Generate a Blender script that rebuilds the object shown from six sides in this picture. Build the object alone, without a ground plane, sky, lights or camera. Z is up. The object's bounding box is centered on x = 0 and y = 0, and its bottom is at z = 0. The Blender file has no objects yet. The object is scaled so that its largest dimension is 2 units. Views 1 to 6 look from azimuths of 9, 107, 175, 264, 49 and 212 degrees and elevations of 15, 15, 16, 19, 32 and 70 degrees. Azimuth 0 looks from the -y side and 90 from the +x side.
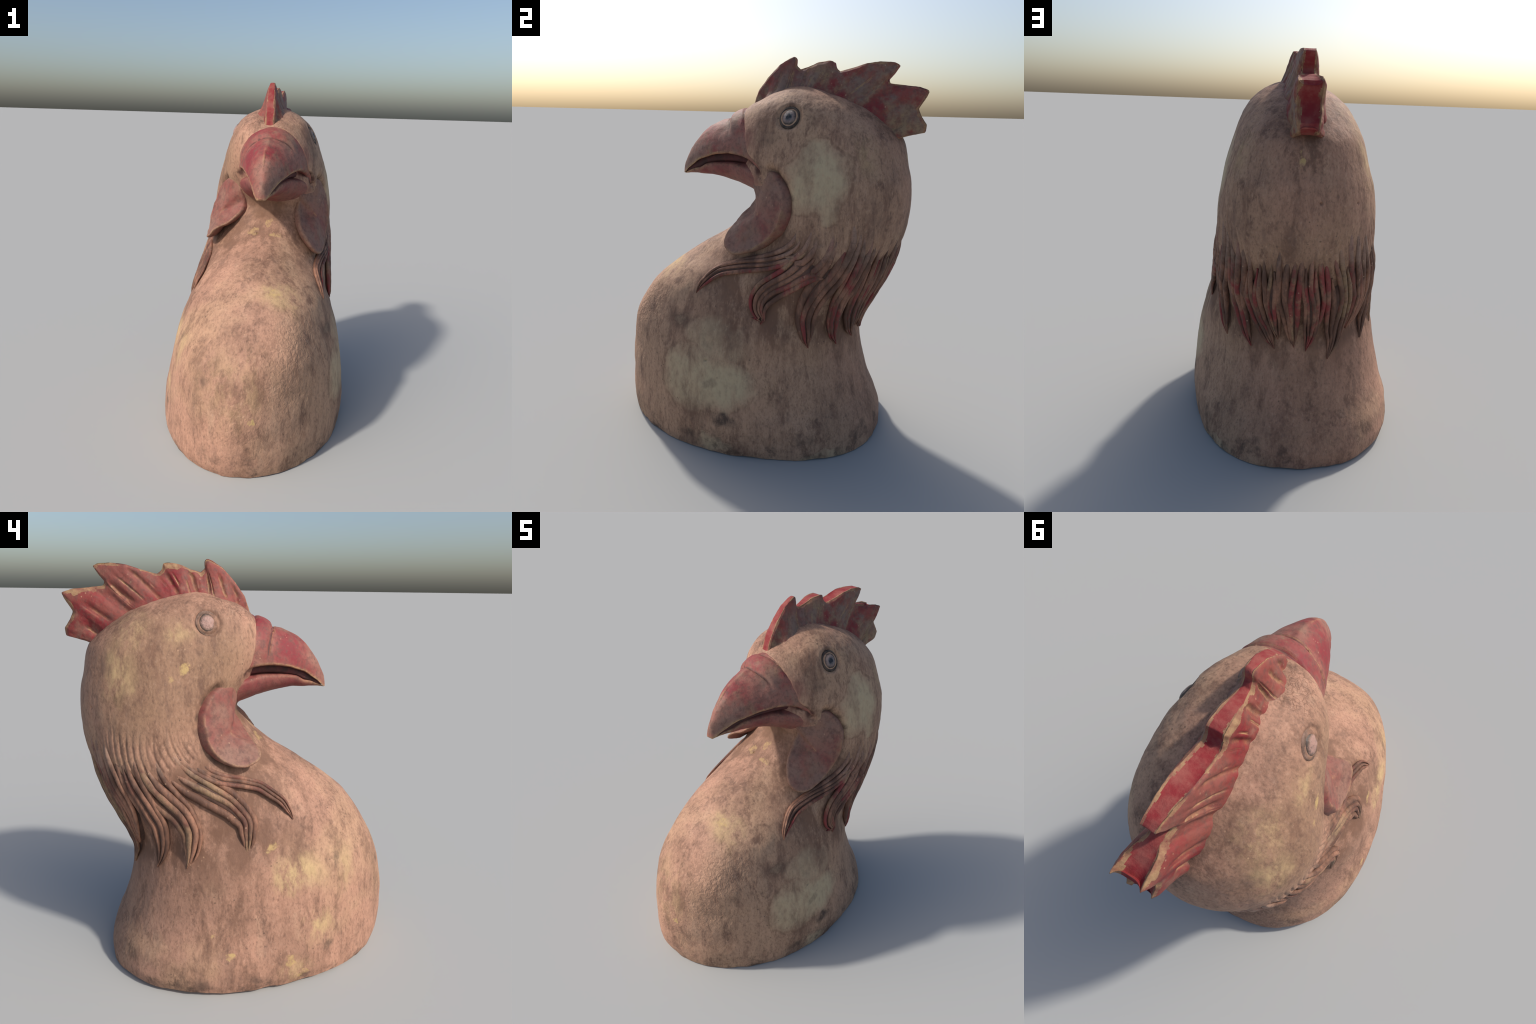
import numpy as np
# ---------------------------------------------------------------- helpers
def pchip(xk, yk, x):
    xk = np.asarray(xk, float); yk = np.asarray(yk, float); x = np.clip(np.asarray(x, float), xk[0], xk[-1])
    h = np.diff(xk); d = np.diff(yk) / h
    m = np.zeros_like(yk)
    for i in range(1, len(xk) - 1):
        if d[i - 1] * d[i] > 0:
            w1 = 2 * h[i] + h[i - 1]; w2 = h[i] + 2 * h[i - 1]
            m[i] = (w1 + w2) / (w1 / d[i - 1] + w2 / d[i])
    m[0], m[-1] = d[0], d[-1]
    i = np.clip(np.searchsorted(xk, x, side="right") - 1, 0, len(h) - 1)
    t = (x - xk[i]) / h[i]
    return ((1 + 2 * t) * (1 - t) ** 2 * yk[i] + t * (1 - t) ** 2 * h[i] * m[i]
            + t * t * (3 - 2 * t) * yk[i + 1] + t * t * (t - 1) * h[i] * m[i + 1])


def smooth(a, b, x):
    t = np.clip((np.asarray(x, float) - a) / (b - a), 0, 1)
    return t * t * (3 - 2 * t)


# ---------------------------------------------------------------- body: stacked oval sections
TOP = 1.862
#  z     xmin    xmax   yfront  yback  ywide  roundness: front +x, front -x, back +x, back -x   x shift of front, back
SECTIONS = (
    (0.000, -0.546, 0.558, -0.790, 0.704, 0.070, 2.02, 1.90, 2.30, 2.25, -0.005, -0.003),
    (0.060, -0.557, 0.566, -0.812, 0.702, 0.080, 1.96, 1.82, 2.18, 2.25, -0.010, -0.004),
    (0.150, -0.555, 0.572, -0.824, 0.678, 0.078, 1.88, 1.75, 2.02, 2.25, -0.010, 0.004),
    (0.260, -0.525, 0.564, -0.824, 0.629, 0.046, 1.77, 1.80, 1.90, 2.25, -0.008, 0.002),
    (0.410, -0.485, 0.547, -0.797, 0.581, 0.021, 1.78, 2.00, 1.88, 2.25, -0.003, -0.008),
    (0.500, -0.462, 0.528, -0.774, 0.563, 0.020, 1.90, 2.16, 1.88, 2.22, 0.006, -0.013),
    (0.600, -0.434, 0.492, -0.736, 0.553, 0.053, 2.26, 2.40, 1.85, 2.13, 0.026, -0.014),
    (0.700, -0.408, 0.457, -0.678, 0.583, 0.105, 2.42, 2.45, 1.85, 2.00, 0.042, -0.013),
    (0.800, -0.393, 0.443, -0.607, 0.635, 0.168, 2.38, 2.42, 1.90, 2.00, 0.046, -0.016),
    (0.900, -0.378, 0.439, -0.492, 0.684, 0.246, 2.06, 2.25, 2.00, 2.00, 0.046, -0.020),
    (1.000, -0.366, 0.435, -0.350, 0.719, 0.321, 1.66, 2.00, 2.00, 2.00, 0.045, -0.019),
    (1.100, -0.350, 0.428, -0.187, 0.746, 0.377, 1.64, 1.86, 2.00, 2.00, 0.044, -0.012),
    (1.200, -0.343, 0.424, -0.066, 0.767, 0.397, 1.75, 1.85, 2.02, 2.02, 0.044, -0.003),
    (1.290, -0.337, 0.417, 0.004, 0.773, 0.398, 1.92, 1.92, 2.04, 2.04, 0.044, 0.001),
    (1.400, -0.319, 0.399, -0.028, 0.768, 0.396, 2.12, 2.12, 2.07, 2.07, 0.045, 0.002),
    (1.500, -0.289, 0.374, -0.069, 0.746, 0.374, 2.22, 2.22, 2.08, 2.08, 0.042, -0.004),
    (1.600, -0.258, 0.340, -0.089, 0.715, 0.356, 2.24, 2.24, 2.12, 2.12, 0.036, -0.009),
    (1.680, -0.223, 0.310, -0.090, 0.643, 0.336, 2.20, 2.20, 2.15, 2.15, 0.027, -0.009),
    (1.750, -0.183, 0.271, -0.060, 0.545, 0.290, 2.15, 2.15, 2.17, 2.17, 0.018, -0.008),
    (1.800, -0.130, 0.222, 0.012, 0.440, 0.247, 2.10, 2.10, 2.15, 2.15, 0.009, -0.006),
    (1.835, -0.064, 0.166, 0.092, 0.330, 0.220, 2.00, 2.00, 2.00, 2.00, 0.003, -0.004),
    (TOP, 0.052, 0.052, 0.195, 0.205, 0.200, 2.00, 2.00, 2.00, 2.00, 0.000, 0.000),
)
_S = np.array(SECTIONS)
_T = np.sqrt(np.maximum(0, 1 - _S[:, 0] / TOP))


def section(z):
    """the section parameters of the body at height z"""
    t = np.sqrt(np.maximum(0, 1 - np.asarray(z, float) / TOP))
    return [pchip(_T[::-1], _S[::-1, k], t) for k in range(1, 12)]


def body_point(phi, z):
    """phi = 0 at +x, pi/2 at the back (+y), -pi/2 at the front"""
    phi, z = np.broadcast_arrays(np.asarray(phi, float), np.asarray(z, float))
    x0, x1, yf, yb, ym, nfp, nfm, nbp, nbm, kf, kb = section(z)
    c, s = np.cos(phi), np.sin(phi)
    n = np.where(s > 0, np.where(c > 0, nbp, nbm), np.where(c > 0, nfp, nfm))
    cx, w = (x0 + x1) / 2, (x1 - x0) / 2
    sy = np.abs(s) ** (2 / n)
    # the +x flank of the breast is widest further forward
    ym = ym - np.where(c > 0, 0.15 * smooth(0.68, 0.45, z), 0.0)
    x = cx + w * np.sign(c) * np.abs(c) ** (2 / n) + np.where(s > 0, kb, kf) * sy
    y = np.where(s > 0, ym + (yb - ym) * sy, ym - (ym - yf) * sy)
    return np.stack([x, y, z], -1)


def body_normal(phi, z):
    e = 2e-3
    dp = body_point(phi + e, z) - body_point(phi - e, z)
    dz = body_point(phi, np.minimum(z + e, TOP - 1e-4)) - body_point(phi, z - e)
    n = np.cross(dp, dz)
    return n / np.linalg.norm(n, axis=-1, keepdims=True)


# ---------------------------------------------------------------- noise
def _hash(ix, iy, iz, seed):
    h = (ix * 374761393 + iy * 668265263 + iz * 2147483647 + seed * 974634777) & 0xFFFFFFFF
    h = ((h ^ (h >> 13)) * 1274126177) & 0xFFFFFFFF
    h = ((h ^ (h >> 16)) * 2246822519) & 0xFFFFFFFF
    return ((h ^ (h >> 15)) & 0xFFFFFF) / float(0xFFFFFF) * 2 - 1


def noise3(p, scale, seed=0, octaves=2):
    """smooth value noise, about -1..1"""
    p = np.asarray(p, float) * np.asarray(scale, float)
    total, amp, norm = 0, 1.0, 0.0
    for o in range(octaves):
        q = p * 2 ** o + 37.1 * o
        i = np.floor(q).astype(np.int64); f = q - i
        f = f * f * f * (f * (f * 6 - 15) + 10)
        v = 0
        for dx in (0, 1):
            for dy in (0, 1):
                for dz in (0, 1):
                    w = (f[..., 0] if dx else 1 - f[..., 0]) * (f[..., 1] if dy else 1 - f[..., 1]) * (f[..., 2] if dz else 1 - f[..., 2])
                    v = v + w * _hash(i[..., 0] + dx, i[..., 1] + dy, i[..., 2] + dz, seed + o)
        total = total + amp * v; norm += amp; amp *= 0.5
    return total / norm


def curve_through(points, n):
    """smooth curve through control points, evenly sampled along its length"""
    pts = np.asarray(points, float)
    d = np.concatenate([[0], np.cumsum(np.linalg.norm(np.diff(pts, axis=0), axis=1))])
    t = np.linspace(0, d[-1], n)
    return np.stack([pchip(d, pts[:, k], t) for k in range(pts.shape[1])], -1)


def catmull_closed(points, per):
    p = np.asarray(points, float); n = len(p); out = []
    for i in range(n):
        a, b, c, d = p[i - 1], p[i], p[(i + 1) % n], p[(i + 2) % n]
        for k in range(per):
            t = k / per
            out.append(0.5 * ((2 * b) + (c - a) * t + (2 * a - 5 * b + 4 * c - d) * t * t + (3 * b - a - 3 * c + d) * t ** 3))
    return np.array(out)


def dist_to_polyline(p, line):
    """distance of points p (n,3) to a polyline (m,3)"""
    best = np.full(len(p), 9.0)
    for a, b in zip(line[:-1], line[1:]):
        ab = b - a
        t = np.clip((p - a) @ ab / max(ab @ ab, 1e-12), 0, 1)
        best = np.minimum(best, np.linalg.norm(p - a - t[:, None] * ab, axis=1))
    return best


# ---------------------------------------------------------------- scene helpers
import bpy
import bmesh
import math
import random
from mathutils import Vector
from mathutils.bvhtree import BVHTree

random.seed(7)
SCENE = bpy.context.scene


def add_mesh(name, verts, faces, material, parent, smooth_shade=True):
    me = bpy.data.meshes.new(name)
    me.from_pydata(np.asarray(verts).tolist(), [], [tuple(int(i) for i in f) for f in faces])
    me.validate()
    me.update()
    if smooth_shade:
        me.polygons.foreach_set("use_smooth", [True] * len(me.polygons))
    me.materials.append(material)
    ob = bpy.data.objects.new(name, me)
    SCENE.collection.objects.link(ob)
    ob.parent = parent
    return ob


def grid_faces(rows, cols, closed):
    """quads of a rows x cols vertex grid; closed wraps the columns round"""
    r, c = np.meshgrid(np.arange(rows - 1), np.arange(cols if closed else cols - 1), indexing="ij")
    c2 = (c + 1) % cols
    return np.stack([r * cols + c, r * cols + c2, (r + 1) * cols + c2, (r + 1) * cols + c], -1).reshape(-1, 4)


# ---------------------------------------------------------------- materials
class Nodes:
    def __init__(self, name):
        self.m = bpy.data.materials.new(name)
        self.m.use_nodes = True
        self.t = self.m.node_tree
        self.b = self.t.nodes["Principled BSDF"]
        self.co = self.t.nodes.new("ShaderNodeTexCoord").outputs["Object"]

    def n(self, kind, **kw):
        node = self.t.nodes.new("ShaderNode" + kind)
        for k, v in kw.items():
            setattr(node, k, v)
        return node

    def put(self, sock, v):
        if isinstance(v, bpy.types.NodeSocket):
            self.t.links.new(v, sock)
        elif isinstance(v, (tuple, list)) and len(v) == 3 and sock.type == "RGBA":
            sock.default_value = (*v, 1)
        else:
            sock.default_value = v

    def math(self, op, a, b=0.0, c=0.0, clamp=False):
        node = self.n("Math", operation=op, use_clamp=clamp)
        for s, v in zip(node.inputs, (a, b, c)):
            self.put(s, v)
        return node.outputs[0]

    def vec(self, op, a, b=(0, 0, 0), scale=1.0):
        node = self.n("VectorMath", operation=op)
        self.put(node.inputs[0], a)
        if op != "LENGTH":
            self.put(node.inputs[1], b)
        if op == "SCALE":
            self.put(node.inputs["Scale"], scale)
        return node.outputs["Value"] if op in ("LENGTH", "DISTANCE", "DOT_PRODUCT") else node.outputs[0]

    def noise(self, scale, detail=4, rough=0.6, stretch=(1, 1, 1), distort=0.0, co=None, colour=False):
        mp = self.n("Mapping")
        self.put(mp.inputs["Vector"], co or self.co)
        mp.inputs["Scale"].default_value = stretch
        mp.inputs["Location"].default_value = (scale * 0.37, scale * 0.11, detail * 0.7)
        node = self.n("TexNoise")
        self.put(node.inputs["Vector"], mp.outputs[0])
        self.put(node.inputs["Scale"], float(scale)); self.put(node.inputs["Detail"], float(detail))
        self.put(node.inputs["Roughness"], rough); self.put(node.inputs["Distortion"], distort)
        return node.outputs["Color" if colour else 0]

    def voronoi(self, scale, feature="F1", stretch=(1, 1, 1), co=None, rnd=1.0):
        mp = self.n("Mapping")
        self.put(mp.inputs["Vector"], co or self.co)
        mp.inputs["Scale"].default_value = stretch
        node = self.n("TexVoronoi", feature=feature)
        self.put(node.inputs["Vector"], mp.outputs[0])
        self.put(node.inputs["Scale"], float(scale)); self.put(node.inputs["Randomness"], rnd)
        return node.outputs[0]

    def ramp(self, v, a, b, lo=0.0, hi=1.0):
        node = self.n("MapRange", interpolation_type="SMOOTHSTEP")
        for s, x in zip(node.inputs, (v, a, b, lo, hi)):
            self.put(s, x)
        return node.outputs[0]

    def mix(self, f, a, b, mode="MIX"):
        node = self.n("Mix", data_type="RGBA", blend_type=mode)
        self.put(node.inputs[0], f); self.put(node.inputs[6], a); self.put(node.inputs[7], b)
        return node.outputs[2]

    def mul(self, *v):
        out = v[0]
        for x in v[1:]:
            out = self.math("MULTIPLY", out, x)
        return out

    def warped(self, amount=0.1, scale=6.0, detail=3):
        c = self.noise(scale, detail, 0.6, colour=True)
        off = self.vec("SCALE", self.vec("SUBTRACT", c, (0.5, 0.5, 0.5)), scale=amount * 2)
        return self.vec("ADD", self.co, off)

    def blobs(self, spots, co, soft=0.5):
        """union of rounded patches: (x, y, z, radius or (rx, ry, rz), strength)"""
        out = None
        for x, y, z, r, s in spots:
            r = r if isinstance(r, tuple) else (r, r, r)
            d = self.vec("SUBTRACT", co, (x, y, z))
            d = self.vec("LENGTH", self.vec("MULTIPLY", d, tuple(1 / k for k in r)))
            v = self.ramp(d, 1.0, 1.0 - soft, 0.0, s)
            out = v if out is None else self.math("MAXIMUM", out, v)
        return out

    def bump(self, height, strength, distance, normal=None):
        node = self.n("Bump")
        self.put(node.inputs["Strength"], strength); self.put(node.inputs["Distance"], distance)
        self.put(node.inputs["Height"], height)
        if normal is not None:
            self.put(node.inputs["Normal"], normal)
        return node.outputs[0]

    def finish(self, colour, rough=0.75, normal=None, spec=0.3):
        self.put(self.b.inputs["Base Color"], colour)
        self.put(self.b.inputs["Roughness"], rough)
        self.put(self.b.inputs["Specular IOR Level"], spec)
        if normal is not None:
            self.put(self.b.inputs["Normal"], normal)
        return self.m


PINK = (0.350, 0.208, 0.158)
BROWN = (0.205, 0.125, 0.090)
DARK = (0.070, 0.048, 0.038)
TAN = (0.60, 0.435, 0.225)
PUTTY = (0.52, 0.415, 0.265)
UMBER = (0.180, 0.095, 0.062)
RED = (0.200, 0.015, 0.020)
ROSE = (0.235, 0.055, 0.042)


WATTLE_PLUS = ((0.312, 0.075, 1.440), (0.345, 0.127, 1.453), (0.375, 0.179, 1.404), (0.397, 0.207, 1.343), (0.410, 0.213, 1.273), (0.414, 0.189, 1.197), (0.408, 0.141, 1.131), (0.403, 0.042, 1.062),
               (0.386, -0.056, 1.032), (0.346, -0.116, 1.064), (0.305, -0.118, 1.119), (0.262, -0.074, 1.187), (0.245, -0.026, 1.248), (0.236, 0.022, 1.319), (0.250, 0.002, 1.385))
WATTLE_MINUS = ((-0.160, 0.050, 1.442), (-0.210, 0.110, 1.432), (-0.255, 0.156, 1.387), (-0.285, 0.181, 1.325), (-0.306, 0.181, 1.253), (-0.318, 0.162, 1.186), (-0.318, 0.119, 1.130), (-0.316, 0.047, 1.088),
                (-0.301, -0.022, 1.080), (-0.275, -0.073, 1.104), (-0.242, -0.079, 1.147), (-0.165, -0.046, 1.188), (-0.098, -0.005, 1.249), (-0.085, 0.027, 1.314), (-0.110, 0.020, 1.394))


def weathered(k, base):
    """grain shared by all painted surfaces: pale specks, dark specks"""
    specks = k.ramp(k.voronoi(34, stretch=(1, 1, 0.8)), 0.16, 0.07)
    gate = k.ramp(k.noise(5, 3), 0.5, 0.62)
    base = k.mix(k.mul(specks, gate, 0.6), base, (0.52, 0.33, 0.21))
    dots = k.mul(k.ramp(k.voronoi(23), 0.13, 0.06), k.ramp(k.noise(3.3, 2), 0.52, 0.62))
    return k.mix(k.mul(dots, 0.6), base, DARK)


def skin_material():
    k = Nodes("weathered_painted_wood")
    w = k.warped(0.10, 5.0, 4)
    wf = k.warped(0.05, 14.0, 4)
    streak = k.noise(11, 5, 0.65, (1, 1, 0.3))
    cloud = k.noise(3.2, 5, 0.6, (1, 1, 0.7))
    fine = k.noise(46, 4, 0.7, (1, 1, 0.6))
    mottle = k.noise(7.5, 7, 0.72, (1, 1, 0.30), 0.15)
    c = k.mix(k.ramp(cloud, 0.38, 0.62), (0.470, 0.262, 0.182), (0.365, 0.205, 0.142))
    c = k.mix(k.ramp(k.noise(2.1, 3, 0.6), 0.48, 0.66, 0, 0.4), c, (0.48, 0.32, 0.19))
    sx = k.n("SeparateXYZ"); k.put(sx.inputs[0], w)
    c = k.mix(k.ramp(sx.outputs[0], 0.05, 0.40, 0, 0.55), c, (0.470, 0.315, 0.200))
    c = k.mix(k.ramp(mottle, 0.45, 0.30, 0, 0.5), c, (0.56, 0.36, 0.245))
    c = k.mix(k.mul(k.blobs(((-0.25, 0.30, 1.50, (0.5, 0.55, 0.45), 0.9), (0.0, 0.75, 1.2, (0.5, 0.4, 0.5), 0.45), (0.05, 0.6, 0.3, (0.7, 0.4, 0.4), 0.4)), w, 0.7), k.ramp(cloud, 0.3, 0.6, 0.6, 1.0)), c, (0.300, 0.178, 0.112))
    c = k.mix(k.ramp(mottle, 0.47, 0.66, 0, 0.8), c, (0.195, 0.104, 0.070))
    c = k.mix(k.mul(k.ramp(k.noise(15, 6, 0.75, (1, 1, 0.4), 0.3), 0.50, 0.66), k.ramp(cloud, 0.35, 0.6, 0.3, 0.8)), c, (0.150, 0.080, 0.055))
    c = k.mix(k.ramp(streak, 0.56, 0.74, 0, 0.5), c, (0.19, 0.115, 0.086))
    c = k.mix(k.ramp(k.noise(24, 5, 0.7, (1, 1, 0.16)), 0.56, 0.72, 0, 0.45), c, (0.18, 0.108, 0.082))
    grain = k.noise(95, 3, 0.6, (1, 1, 0.6))
    c = k.mix(k.ramp(grain, 0.50, 0.70, 0, 0.55), c, k.mix(0.7, c, (0.10, 0.062, 0.048)))
    c = k.mix(k.ramp(grain, 0.45, 0.30, 0, 0.3), c, k.mix(0.5, c, (0.62, 0.45, 0.34)))
    # worn ochre ground showing through the paint
    ochre_spots = (
        (-0.40, -0.25, 0.58, (0.24, 0.22, 0.13), 0.95), (-0.46, -0.37, 0.28, (0.2, 0.15, 0.13), 0.85),
        (-0.31, -0.50, 0.50, (0.12, 0.12, 0.26), 0.7), (-0.54, -0.25, 0.10, (0.2, 0.14, 0.09), 0.5),
        (-0.19, 0.48, 1.69, (0.16, 0.13, 0.13), 0.55), (-0.25, 0.55, 1.52, (0.13, 0.12, 0.2), 0.65),
        (-0.22, 0.29, 1.67, (0.1, 0.11, 0.08), 0.55), (0.19, -0.45, 0.89, (0.15, 0.12, 0.10), 0.75),
        (0.27, -0.45, 0.84, (0.09, 0.12, 0.16), 0.6), (0.02, -0.7, 0.45, (0.3, 0.3, 0.35), 0.3),
        (0.33, 0.58, 1.58, (0.12, 0.16, 0.22), 0.4))
    ochre = k.mul(k.blobs(ochre_spots, w, 1.0), k.ramp(k.noise(11, 6, 0.72, (1, 1, 0.45)), 0.40, 0.60))
    c = k.mix(ochre, c, TAN)
    # pale putty repairs on the +x side
    putty_spots = ((0.40, 0.35, 1.43, (0.3, 0.19, 0.20), 1.0), (0.37, 0.33, 1.54, (0.2, 0.11, 0.1), 0.8), (0.42, 0.40, 1.30, (0.2, 0.09, 0.09), 0.7),
                   (0.53, -0.20, 0.38, (0.25, 0.25, 0.22), 1.0), (0.55, -0.04, 0.38, (0.2, 0.2, 0.18), 0.9), (0.47, -0.1, 0.6, (0.2, 0.24, 0.14), 0.6),
                   (0.54, -0.08, 0.06, (0.15, 0.12, 0.06), 0.6), (0.40, 0.44, 0.02, (0.2, 0.2, 0.04), 0.5), (0.43, -0.31, 0.68, (0.1, 0.05, 0.04), 0.4))
    pm = k.blobs(putty_spots, w, 0.6)
    c = k.mix(k.mul(pm, k.ramp(mottle, 0.68, 0.38, 0.3, 1.0)), c, PUTTY)
    rim = k.mul(k.ramp(pm, 0.02, 0.12), k.ramp(pm, 0.35, 0.15), k.ramp(mottle, 0.35, 0.6, 0, 0.5))
    c = k.mix(rim, c, UMBER)
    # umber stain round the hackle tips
    sep = k.n("SeparateXYZ"); k.put(sep.inputs[0], w)
    x, y, z = sep.outputs
    # the tips hang lower towards the back: shift the band with y
    zz = k.math("ADD", z, k.math("MULTIPLY", y, 0.22))
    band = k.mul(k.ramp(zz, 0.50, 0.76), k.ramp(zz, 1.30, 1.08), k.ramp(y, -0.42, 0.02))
    band = k.mul(band, k.ramp(k.noise(11, 6, 0.72, (1, 1, 0.3)), 0.40, 0.56, 0.15, 0.95))
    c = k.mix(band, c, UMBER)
    throat = k.mul(k.blobs(((0.09, 0.0, 1.29, (0.2, 0.13, 0.12), 0.9),), w, 0.7), k.ramp(mottle, 0.3, 0.6, 0.6, 1.0))
    c = k.mix(throat, c, (0.17, 0.088, 0.052))
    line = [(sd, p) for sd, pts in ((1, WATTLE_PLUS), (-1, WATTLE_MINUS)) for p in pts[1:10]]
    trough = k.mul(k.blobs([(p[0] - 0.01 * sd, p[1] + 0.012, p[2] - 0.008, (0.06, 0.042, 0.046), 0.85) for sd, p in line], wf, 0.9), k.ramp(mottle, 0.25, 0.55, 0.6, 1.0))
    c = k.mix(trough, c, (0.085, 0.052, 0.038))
    slit = k.blobs(((0.262, -0.03, 1.500, (0.06, 0.06, 0.026), 1.0), (0.285, 0.008, 1.490, (0.05, 0.05, 0.024), 1.0), (0.306, 0.045, 1.455, (0.04, 0.03, 0.03), 0.9), (-0.112, -0.04, 1.484, (0.04, 0.04, 0.024), 0.9)), k.warped(0.012, 30.0, 3), 0.6)
    c = k.mix(slit, c, (0.07, 0.032, 0.026))
    # red wash near the beak and the throat
    wash = k.mul(k.blobs(((0.24, -0.04, 1.56, (0.13, 0.13, 0.17), 0.7), (0.25, -0.05, 1.49, (0.08, 0.08, 0.05), 1.0), (0.27, 0.02, 1.41, (0.12, 0.10, 0.10), 0.95), (-0.06, -0.02, 1.44, (0.12, 0.12, 0.12), 0.85), (0.08, -0.1, 1.74, (0.16, 0.06, 0.06), 0.6)), w, 0.9), k.ramp(streak, 0.4, 0.6, 0.3, 1))
    c = k.mix(wash, c, (0.27, 0.085, 0.075))
    # dark stains: foot of the bust, scattered burns
    foot = k.mul(k.ramp(z, 0.26, 0.0), k.ramp(k.noise(6.5, 5, 0.7), 0.50, 0.66))
    burns = k.blobs(((0.56, -0.04, 0.20, (0.1, 0.09, 0.06), 0.95), (0.53, -0.22, 0.07, (0.1, 0.1, 0.06), 0.8), (0.43, -0.30, 0.67, (0.14, 0.13, 0.07), 0.5), (0.54, -0.11, 0.39, (0.1, 0.04, 0.035), 0.4),
                     (-0.55, 0.22, 0.07, (0.1, 0.09, 0.05), 0.7), (-0.55, -0.05, 0.08, (0.1, 0.08, 0.04), 0.6), (-0.32, -0.46, 0.60, (0.1, 0.03, 0.07), 0.6), (-0.45, -0.42, 0.18, (0.1, 0.05, 0.04), 0.6),
                     (-0.15, -0.72, 0.49, (0.05, 0.1, 0.05), 0.5), (0.05, 0.70, 1.62, (0.16, 0.12, 0.07), 0.45), (0.30, 0.09, 1.60, (0.1, 0.09, 0.06), 0.4)), wf, 0.8)
    stain = k.math("MAXIMUM", k.mul(foot, 0.75), k.mul(burns, k.ramp(fine, 0.25, 0.6, 0.5, 1)))
    c = k.mix(stain, c, DARK)
    # chips of bare yellow wood
    chips = k.blobs(((-0.54, 0.07, 0.22, 0.026, 1.0), (-0.50, 0.16, 0.31, 0.012, 0.8), (-0.53, -0.21, 0.15, (0.04, 0.03, 0.04), 0.8), (-0.51, -0.29, 0.06, (0.04, 0.04, 0.02), 0.9), (-0.27, 0.26, 1.53, (0.05, 0.022, 0.03), 1.0),
                     (-0.29, 0.33, 1.49, 0.02, 0.6), (0.12, -0.80, 0.33, 0.018, 1.0), (0.07, 0.74, 1.54, (0.022, 0.03, 0.028), 0.9), (-0.38, -0.13, 0.71, (0.04, 0.035, 0.035), 0.9), (0.17, -0.47, 0.90, 0.035, 0.8),
                     (0.08, -0.06, 1.20, (0.018, 0.05, 0.03), 0.6), (-0.01, -0.10, 1.15, (0.035, 0.05, 0.018), 0.5), (0.13, -0.13, 1.14, (0.045, 0.05, 0.014), 0.6)), wf, 0.35)
    c = k.mix(k.mul(chips, k.ramp(k.noise(30, 5, 0.7), 0.38, 0.56, 0.1, 0.9)), c, (0.53, 0.375, 0.165))
    c = weathered(k, c)
    c = k.mix(k.ramp(fine, 0.44, 0.72, 0.0, 0.5), c, k.mix(0.5, c, (0.12, 0.073, 0.056)))
    c = k.mix(1.0, c, (0.94, 0.915, 0.89), "MULTIPLY")
    # wrinkled paint on the breast, finer grain elsewhere
    wr = k.noise(62, 3, 0.55, (1, 1, 0.75), 0.6)
    where = k.blobs(((0.30, -0.60, 0.58, (0.34, 0.34, 0.42), 1.0), (0.05, -0.75, 0.3, (0.3, 0.3, 0.3), 0.5)), w, 0.8)
    n1 = k.bump(wr, k.math("ADD", k.mul(where, 0.65), 0.10), 0.012)
    n2 = k.bump(k.noise(120, 4, 0.7), 0.25, 0.004, n1)
    crackle = k.ramp(k.voronoi(38, "DISTANCE_TO_EDGE", co=wf), 0.0, 0.06)
    cr_where = k.blobs(((-0.05, 0.02, 1.79, (0.13, 0.16, 0.1), 1.0),), w, 0.5)
    n3 = k.bump(crackle, k.mul(cr_where, 0.5), 0.006, n2)
    c = k.mix(k.mul(cr_where, k.math("SUBTRACT", 1.0, crackle), 0.5), c, UMBER)
    return k.finish(c, 0.72, n3, 0.3)


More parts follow.
